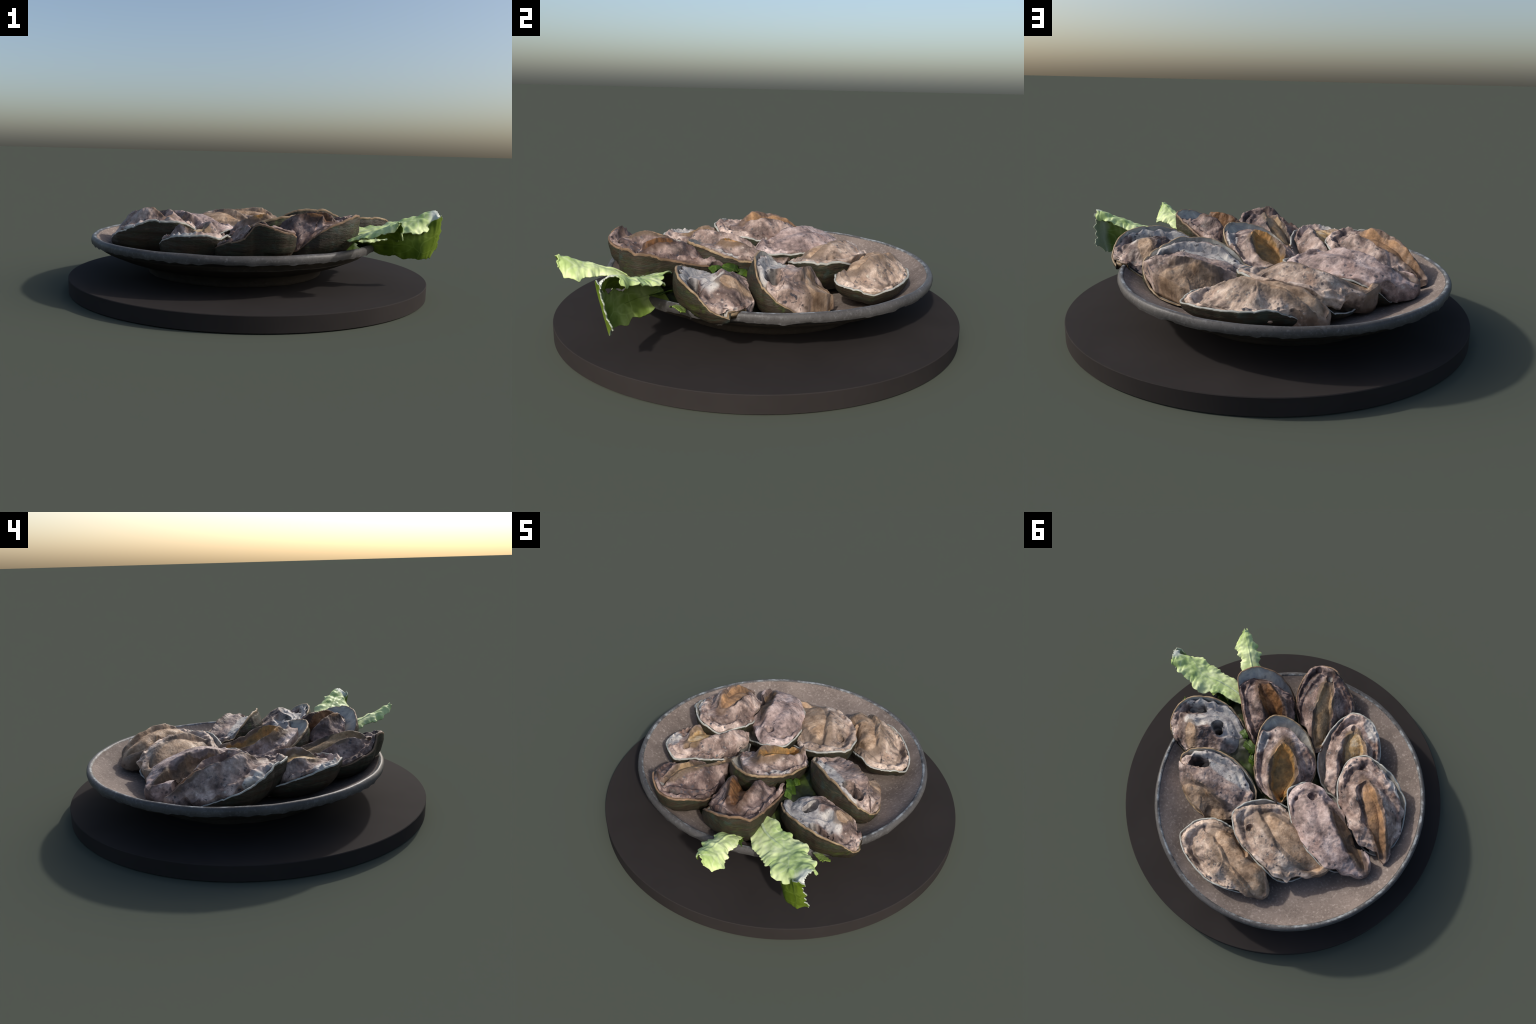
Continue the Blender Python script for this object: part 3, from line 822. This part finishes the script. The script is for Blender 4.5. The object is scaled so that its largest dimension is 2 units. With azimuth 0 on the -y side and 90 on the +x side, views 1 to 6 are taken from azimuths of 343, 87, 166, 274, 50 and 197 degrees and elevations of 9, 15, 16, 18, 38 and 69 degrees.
    # far side, beaded mantle and orange sole
    abalone("abalone with beaded mantle and orange-brown sole",
            rim=[(-.450, .175, .27), (-.372, .090, .315), (-.343, .012, .335), (-.331, -.040, .352), (-.335, -.102, .355),
                 (-.352, -.185, .352), (-.389, -.215, .383), (-.451, -.236, .403), (-.513, -.222, .405), (-.588, -.182, .405),
                 (-.646, -.152, .38), (-.733, -.058, .335), (-.757, .020, .305), (-.760, .120, .27), (-.735, .220, .24), (-.660, .290, .22), (-.560, .270, .23)],
            meat=[(-.338, -.105, .35), (-.357, -.172, .352), (-.397, -.200, .38), (-.457, -.208, .395), (-.507, -.192, .397),
                  (-.573, -.154, .39), (-.640, -.113, .355), (-.697, -.043, .33), (-.732, .048, .30), (-.744, .156, .265),
                  (-.739, .232, .25), (-.704, .337, .28), (-.662, .316, .27), (-.584, .296, .27), (-.522, .272, .28), (-.469, .225, .295),
                  (-.427, .176, .31), (-.379, .088, .317), (-.353, .010, .335)],
            floor=[(-.501, -.038, .412), (-.510, .020, .410), (-.548, .066, .404), (-.586, .122, .388), (-.622, .181, .362),
                   (-.662, .249, .295), (-.684, .296, .275), (-.423, -.115, .385), (-.405, -.052, .372), (-.423, .031, .362),
                   (-.454, .111, .352), (-.503, -.141, .39), (-.575, -.075, .385), (-.628, -.018, .358), (-.662, .055, .340),
                   (-.690, .145, .308), (-.512, .210, .338), (-.568, .248, .32)],
            folds=[([(-.495, -.080, .41), (-.461, -.050, .425), (-.440, -.015, .437), (-.459, .047, .442), (-.493, .116, .427), (-.527, .183, .408), (-.574, .204, .378), (-.615, .250, .352), (-.650, .300, .304)], 2.2, 1.3, .008, .002),
                   ([(-.506, -.070, .425), (-.546, -.030, .455), (-.591, .015, .450), (-.627, .073, .437), (-.652, .136, .418), (-.669, .209, .383), (-.700, .290, .311), (-.705, .330, .29)], 1.5, 2.2, .012, .004),
                   ([(-.409, -.168, .395), (-.366, -.128, .385), (-.368, -.049, .38), (-.390, .055, .362), (-.411, .119, .35), (-.443, .191, .34), (-.500, .250, .32), (-.557, .290, .30)], 1.2, 1.1, .014, .010),
                   ([(-.499, -.178, .405), (-.562, -.130, .405), (-.632, -.080, .388), (-.684, -.022, .366), (-.716, .051, .342), (-.728, .158, .308)], 1.2, 1.2, .014, .008)],
            soles=[(-.583, .115, .21, .045, 118)], pales=[(-.64, -.11, .15, .022, 140)],
            tones=MAUVE, sole_tones=OAK, lumps=.007, moss=.2, edge="pale", seed=7, frill=.024)

    # front back-row, three sandy ones with a single heavy fold
    abalone("pale sandy abalone with one heavy fold",
            rim=[(.200, .370, .30), (.285, .346, .322), (.343, .344, .302), (.420, .380, .306), (.463, .430, .304), (.491, .477, .297),
                 (.470, .530, .30), (.425, .588, .302), (.328, .662, .31), (.248, .702, .312), (.133, .720, .315),
                 (.050, .710, .27), (.000, .640, .24), (.040, .520, .23), (.110, .430, .26)],
            meat=[(.462, .463, .30), (.431, .408, .302), (.365, .370, .30), (.283, .364, .313), (.229, .385, .31), (.181, .400, .28),
                  (.116, .460, .29), (.031, .513, .29), (-.050, .561, .30), (-.081, .625, .275), (-.099, .677, .262), (-.070, .710, .262),
                  (-.010, .722, .285), (.038, .732, .27), (.083, .732, .28), (.115, .706, .305), (.190, .695, .307), (.265, .673, .306),
                  (.340, .632, .304), (.405, .575, .30), (.452, .517, .298)],
            floor=[(.285, .435, .350), (.215, .480, .372), (.168, .525, .382), (.108, .580, .376), (.048, .620, .36), (-.002, .657, .335),
                   (.183, .434, .345), (.071, .524, .362), (-.013, .576, .352), (-.058, .657, .325), (.404, .477, .304), (.356, .528, .312),
                   (.291, .582, .322), (.250, .630, .312), (.163, .670, .322), (.320, .618, .300)],
            folds=[([(.345, .437, .335), (.287, .474, .377), (.234, .524, .402), (.180, .590, .403), (.126, .621, .39), (.072, .655, .376), (.019, .695, .339), (-.020, .720, .30)], 3.0, 1.05, .016, .003),
                   ([(-.020, .555, .325), (-.060, .600, .318), (-.075, .653, .308), (-.085, .690, .285)], 1.2, 1.2, .012, .003),
                   ([(.340, .395, .325), (.300, .392, .338), (.245, .395, .338), (.193, .405, .325)], 1.2, 1.2, .010, .004),
                   ([(.120, .660, .36), (.105, .690, .345), (.070, .720, .30)], 1.0, 1.0, .012, .003)],
            soles=[(.095, .555, .235, .085, 141)], tones=SAND, sole_tones=TAN, lumps=.008, moss=.25, edge="pale", seed=8, bulge=1.0, blotch=.7, frill=.013)

    abalone("pale sandy abalone with long curved fold",
            rim=[(-.150, .170, .26), (-.057, .154, .284), (0, .150, .303), (.079, .162, .327), (.158, .210, .35), (.202, .258, .358), (.218, .307, .357),
                 (.187, .382, .362), (.140, .442, .335), (.050, .505, .32), (-.050, .565, .318), (-.150, .590, .24), (-.260, .530, .22),
                 (-.330, .430, .22), (-.320, .320, .22), (-.250, .220, .23)],
            meat=[(.200, .303, .35), (.167, .250, .34), (.103, .212, .33), (.017, .182, .31), (-.053, .182, .295), (-.131, .207, .29),
                  (-.201, .252, .29), (-.276, .321, .28), (-.377, .377, .28), (-.415, .435, .295), (-.380, .485, .275), (-.325, .515, .245),
                  (-.251, .557, .225), (-.193, .597, .24), (-.120, .600, .27), (-.060, .563, .315), (.041, .505, .325), (.129, .438, .335), (.180, .371, .355)],
            floor=[(.154, .311, .345), (.112, .276, .345), (.103, .352, .335), (.113, .409, .35), (.029, .263, .335), (-.014, .209, .315),
                   (-.036, .320, .368), (-.085, .355, .377), (-.140, .390, .371), (-.190, .428, .358), (-.251, .455, .332), (-.313, .469, .295),
                   (-.096, .294, .36), (-.194, .339, .34), (.004, .445, .38), (-.073, .502, .37), (-.159, .574, .31), (-.246, .539, .285)],
            folds=[([(.078, .255, .345), (.068, .278, .362), (.031, .328, .397), (-.031, .386, .410), (-.082, .432, .400), (-.144, .473, .380), (-.210, .505, .345), (-.260, .512, .32), (-.310, .497, .302), (-.360, .482, .312), (-.398, .443, .325)], 3.0, .6, .016, .002),
                   ([(.170, .370, .365), (.120, .440, .368), (.051, .490, .367), (-.050, .539, .352), (-.121, .545, .335), (-.165, .560, .31)], 1.2, 1.2, .018, .003),
                   ([(.000, .262, .352), (-.035, .280, .362), (-.080, .290, .36), (-.110, .268, .335)], 1.2, 1.2, .014, .005),
                   ([(.140, .260, .355), (.080, .225, .345), (.000, .205, .328)], 1.0, 1.0, .010, .006)],
            pits=[(.104, .350, .016, .016, .03)],
            soles=[(-.17, .375, .235, .075, 152)], tones=SAND, sole_tones=TAN, lumps=.005, moss=.2, edge="pale", seed=9, blotch=.4, speck=.9, frill=.013)

    abalone("smooth mauve abalone with broad humped foot",
            rim=[(-.330, .010, .25), (-.258, .000, .275), (-.194, -.016, .304), (-.132, -.008, .322), (-.075, .036, .332), (-.054, .074, .328), (-.074, .140, .327),
                 (-.108, .220, .322), (-.145, .283, .318), (-.214, .364, .333), (-.296, .416, .318), (-.375, .460, .29), (-.470, .440, .22),
                 (-.540, .360, .21), (-.500, .240, .22), (-.420, .100, .23)],
            meat=[(-.085, .078, .325), (-.115, .036, .325), (-.173, .000, .32), (-.250, .018, .305), (-.306, .050, .295), (-.372, .082, .29),
                  (-.432, .185, .28), (-.512, .280, .275), (-.582, .304, .30), (-.614, .350, .305), (-.624, .404, .28), (-.591, .453, .265),
                  (-.536, .455, .24), (-.467, .465, .23), (-.405, .455, .25), (-.367, .448, .285), (-.293, .402, .315), (-.217, .350, .325),
                  (-.148, .271, .315), (-.105, .195, .322), (-.085, .133, .325)],
            floor=[(-.133, .114, .335), (-.160, .191, .34), (-.205, .271, .345), (-.265, .345, .35), (-.350, .400, .335), (-.439, .440, .31),
                   (-.345, .131, .335), (-.395, .200, .325), (-.440, .255, .315), (-.492, .305, .30), (-.554, .347, .288), (-.583, .380, .285),
                   (-.187, .052, .335), (-.262, .032, .325), (-.145, .051, .345)],
            folds=[([(-.185, .115, .365), (-.205, .155, .380), (-.240, .219, .395), (-.285, .276, .395), (-.338, .329, .387), (-.390, .377, .37), (-.454, .408, .345), (-.522, .428, .315)], .5, .9, .05, .0),
                   ([(-.255, .080, .37), (-.316, .147, .408), (-.351, .223, .417), (-.414, .293, .403), (-.450, .347, .38), (-.521, .377, .347), (-.566, .412, .315), (-.590, .445, .275)], 2.6, .5, .018, .001),
                   ([(-.560, .310, .318), (-.578, .319, .326), (-.610, .354, .322), (-.617, .405, .312)], 1.4, 1.8, .008, .001),
                   ([(-.120, .070, .345), (-.150, .045, .348), (-.215, .035, .375), (-.262, .045, .36), (-.320, .060, .32)], 1.4, 1.2, .012, .008)],
            pits=[(-.205, .078, .022, .016, .035), (-.117, .107, .010, .012, .025)],
            soles=[(-.47, .275, .20, .040, 132)],
            tones=BLUSH, sole_tones=BARK,
            lumps=.004, moss=.2, edge="pale", seed=10, speck=.8, blotch=.5, frill=.013)


# ------------------------------------------------------------------ lettuce
def sheet(left, right, arch, across, along, ruffle, teeth, seed, droop=0.0, belly=(0, 0, 0)):
    """A leaf blade spanned between two edge curves, arched in the middle, with a raised
    midrib, ruffled and toothed margins."""
    l, r = spline(left, along), spline(right, along)
    s = np.linspace(0, 1, along)

    def lobes(which):
        q = np.column_stack([s * 5.5 + which * 3.3, 0 * s + seed, 0 * s])
        return 0.9 * fractal(q, 1, 2, seed) + 0.3 * np.abs(fractal(q, 3.2, 2, seed + 2)) - 0.05

    lobe = {-1: lobes(0), 1: lobes(1)}
    grid = []
    for k in range(across):
        v = k / (across - 1)
        e = abs(v - 0.5) * 2
        side = 1 if v > 0.5 else -1
        reach = 0.5 + (v - 0.5) * (1 + teeth * lobe[side] * e * (0.3 + 0.7 * np.sin(np.clip(s * 1.3, 0, 1) * math.pi / 2)))
        p = l + (r - l) * reach[:, None]
        p[:, 2] += arch * (1 - e ** 2) * np.sin(np.clip(s, 0.05, 1) * math.pi * 0.6)
        p += np.array(belly) * ((1 - e ** 2) * np.sin(np.clip(s, 0.02, 0.85) * math.pi))[:, None]
        p[:, 2] += 0.007 * math.exp(-((v - 0.5) / 0.03) ** 2) * (1 - s)
        q = np.column_stack([p[:, 0], p[:, 1], 0 * s + seed])
        rip = fractal(q, 13, 3, seed)
        p[:, 2] += ruffle * rip * (0.45 + 0.75 * e ** 2) * (0.35 + 0.65 * s)
        fold = 1 - np.abs(fractal(q, 7, 2, seed + 5)) * 3
        p[:, 2] += 0.35 * ruffle * np.clip(fold, 0, 1) * s
        p[:, 2] -= droop * np.clip(e - 0.55, 0, 1) ** 1.5 * s
        sway = fractal(np.column_stack([p[:, 0], p[:, 1], 0 * s + seed + 4]), 20, 2, seed)
        p[:, :2] += (sway * ruffle * 0.6 * e * s)[:, None]
        grid.append(p)
    # ragged end
    u = np.linspace(0, 1, across)
    end = 0.030 * fractal(np.column_stack([u * 6, 0 * u, 0 * u + seed]), 1, 3, seed) - 0.012
    for k in range(across):
        d = grid[k][-1] - grid[k][-14]
        for j in range(14):
            grid[k][-14 + j] += d / (np.linalg.norm(d) + 1e-9) * end[k] * (j / 13)
    verts = np.vstack(grid)
    faces = [(k * along + i, k * along + i + 1, (k + 1) * along + i + 1, (k + 1) * along + i)
             for k in range(across - 1) for i in range(along - 1)]
    return verts, faces


def midrib(verts, along, across, material, parent, origin):
    """Pale tapering rib along the middle of a blade."""
    line = verts.reshape(across, along, 3)[across // 2][: int(along * 0.85)]
    n = 8
    rows = []
    for i, p in enumerate(line):
        t = line[min(i + 1, len(line) - 1)] - line[max(i - 1, 0)]
        t /= np.linalg.norm(t)
        b = np.cross(t, (0, 0, 1))
        b /= np.linalg.norm(b)
        u = np.cross(b, t)
        r = 0.0075 * (1 - i / len(line)) + 0.0015
        a = np.linspace(0, 2 * np.pi, n, endpoint=False)[:, None]
        rows.append(p + r * (np.cos(a) * b + 0.8 * np.sin(a) * u) - 0.001 * u)
    mesh_object("midrib", np.vstack(rows), ring_faces(len(rows), n, True), material, parent, origin)


def blade(name, verts, faces, top, under, parent, origin, thickness=0.006):
    """Gives a blade its two faces, pale above and greener below."""
    n = vertex_normals(verts, faces)
    if n[:, 2].mean() < 0:
        faces, n = [f[::-1] for f in faces], -n
    count = len(verts)
    both = np.vstack([verts + n * thickness / 2, verts - n * thickness / 2])
    edges = {}
    for f in faces:
        for a, b in zip(f, f[1:] + f[:1]):
            edges[(a, b)] = True
    border = [(a, b) for a, b in edges if (b, a) not in edges]
    all_faces = list(faces) + [tuple(i + count for i in f[::-1]) for f in faces]
    all_faces += [(b, a, a + count, b + count) for a, b in border]
    slots = [0] * len(faces) + [1] * len(faces) + [0] * len(border)
    return mesh_object(name, both, all_faces, None, parent, origin, materials=[top, under], slots=slots)


def build_lettuce():
    base = (0.40, -0.46, 0.30)
    root = thing("lettuce_leaf", "pale green folded lettuce leaf with ruffled edge", "lettuce", base)
    top = leaf_material("lettuce_top", [(0.3, (0.29, 0.42, 0.12)), (0.46, (0.50, 0.63, 0.25)), (0.64, (0.73, 0.82, 0.42))], 0.8, 0.10)
    under = leaf_material("lettuce_underside", [(0.3, (0.075, 0.130, 0.008)), (0.5, (0.135, 0.210, 0.014)), (0.7, (0.22, 0.31, 0.04))], 0, 0.3)
    outer = leaf_material("lettuce_curl", [(0.3, (0.13, 0.20, 0.03)), (0.5, (0.24, 0.34, 0.07)), (0.7, (0.38, 0.48, 0.17))], 0.6, 0.3)
    v, f = sheet([(.355, -.475, .335), (.420, -.545, .318), (.514, -.585, .332), (.624, -.612, .360), (.725, -.625, .388), (.800, -.630, .415), (.872, -.608, .445)],
                 [(.360, -.395, .345), (.437, -.402, .375), (.544, -.412, .382), (.631, -.406, .380), (.715, -.430, .410), (.790, -.470, .43), (.862, -.522, .452)],
                 0.028, 80, 140, 0.046, 0.85, 21, 0.035)
    blade("leaf_blade", v, f, top, under, root, base)
    rib = leaf_material("lettuce_rib", [(0.3, (0.42, 0.54, 0.27)), (0.5, (0.52, 0.63, 0.36)), (0.7, (0.62, 0.70, 0.45))], 0, 0.2)
    midrib(v, 140, 80, rib, root, base)
    v, f = sheet([(.430, -.455, .335), (.590, -.540, .350), (.700, -.580, .375), (.780, -.608, .405), (.840, -.618, .440), (.878, -.596, .455)],
                 [(.500, -.395, .265), (.620, -.490, .245), (.690, -.550, .232), (.753, -.593, .222), (.810, -.588, .238), (.872, -.565, .275)],
                 0.0, 60, 140, 0.030, 0.55, 22, 0.0, (.0, -.015, 0))
    blade("leaf_curl", v, f, outer, under, root, base)

    base = (0.36, -0.58, 0.30)
    root = thing("lettuce_leaf", "small pale green lettuce leaf tip", "lettuce", base)
    v, f = sheet([(.395, -.570, .330), (.425, -.630, .352), (.470, -.710, .362), (.500, -.775, .362), (.505, -.825, .375), (.492, -.865, .405)],
                 [(.330, -.590, .325), (.318, -.660, .345), (.345, -.735, .362), (.378, -.800, .388), (.418, -.840, .41), (.462, -.872, .425)],
                 0.042, 60, 110, 0.036, 0.85, 23, 0.02)
    blade("leaf_blade", v, f, top, under, root, base)

    base = (0.16, -0.17, 0.16)
    root = thing("lettuce_scrap", "small torn dark green leaf scraps", "lettuce", base)
    dark = leaf_material("herb_green", [(0.3, (0.018, 0.040, 0.004)), (0.5, (0.05, 0.095, 0.008)), (0.7, (0.12, 0.20, 0.02))], 0, 0.2)
    pieces = [
        ([(.300, -.150, .30), (.255, -.120, .315), (.215, -.085, .31)], [(.270, -.190, .33), (.225, -.160, .352), (.180, -.120, .34)], .01),
        ([(.260, -.080, .27), (.225, -.050, .285), (.185, -.030, .28)], [(.230, -.120, .30), (.205, -.090, .325), (.175, -.070, .315)], .01),
        ([(.330, -.215, .335), (.305, -.190, .345), (.285, -.165, .335)], [(.300, -.240, .355), (.275, -.210, .358), (.262, -.180, .345)], .006),
        ([(.650, -.350, .30), (.700, -.365, .305), (.745, -.370, .315)], [(.640, -.310, .285), (.700, -.310, .29), (.755, -.330, .30)], .012),
        ([(.440, -.440, .26), (.480, -.470, .27), (.520, -.500, .275)], [(.470, -.380, .30), (.520, -.410, .31), (.570, -.450, .30)], .01),
        ([(.300, -.560, .27), (.360, -.590, .28), (.420, -.600, .28)], [(.290, -.520, .33), (.350, -.540, .35), (.400, -.550, .33)], .01),
    ]
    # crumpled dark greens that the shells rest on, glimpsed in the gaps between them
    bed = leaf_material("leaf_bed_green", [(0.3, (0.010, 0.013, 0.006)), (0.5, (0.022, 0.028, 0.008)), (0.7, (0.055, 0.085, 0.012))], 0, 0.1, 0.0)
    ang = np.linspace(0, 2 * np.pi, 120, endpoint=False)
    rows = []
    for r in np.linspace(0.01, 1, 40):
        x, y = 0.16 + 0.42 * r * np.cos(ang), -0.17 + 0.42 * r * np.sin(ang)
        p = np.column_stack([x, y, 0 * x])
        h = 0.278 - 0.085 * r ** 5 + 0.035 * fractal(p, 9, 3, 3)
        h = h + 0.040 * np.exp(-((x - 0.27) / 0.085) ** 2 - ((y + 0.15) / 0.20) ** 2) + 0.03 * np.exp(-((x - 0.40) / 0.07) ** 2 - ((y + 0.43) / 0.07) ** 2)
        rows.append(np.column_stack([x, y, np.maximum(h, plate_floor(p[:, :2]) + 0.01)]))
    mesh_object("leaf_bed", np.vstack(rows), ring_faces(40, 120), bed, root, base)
    for k, (a, b, arch) in enumerate(pieces):
        v, f = sheet(a, b, arch, 22, 34, 0.022, 0.5, 30 + k)
        blade("leaf_scrap", v, f, outer if k == 3 else dark, dark, root, base, 0.004)


build_stand()
build_plate()
build_abalones()
build_lettuce()
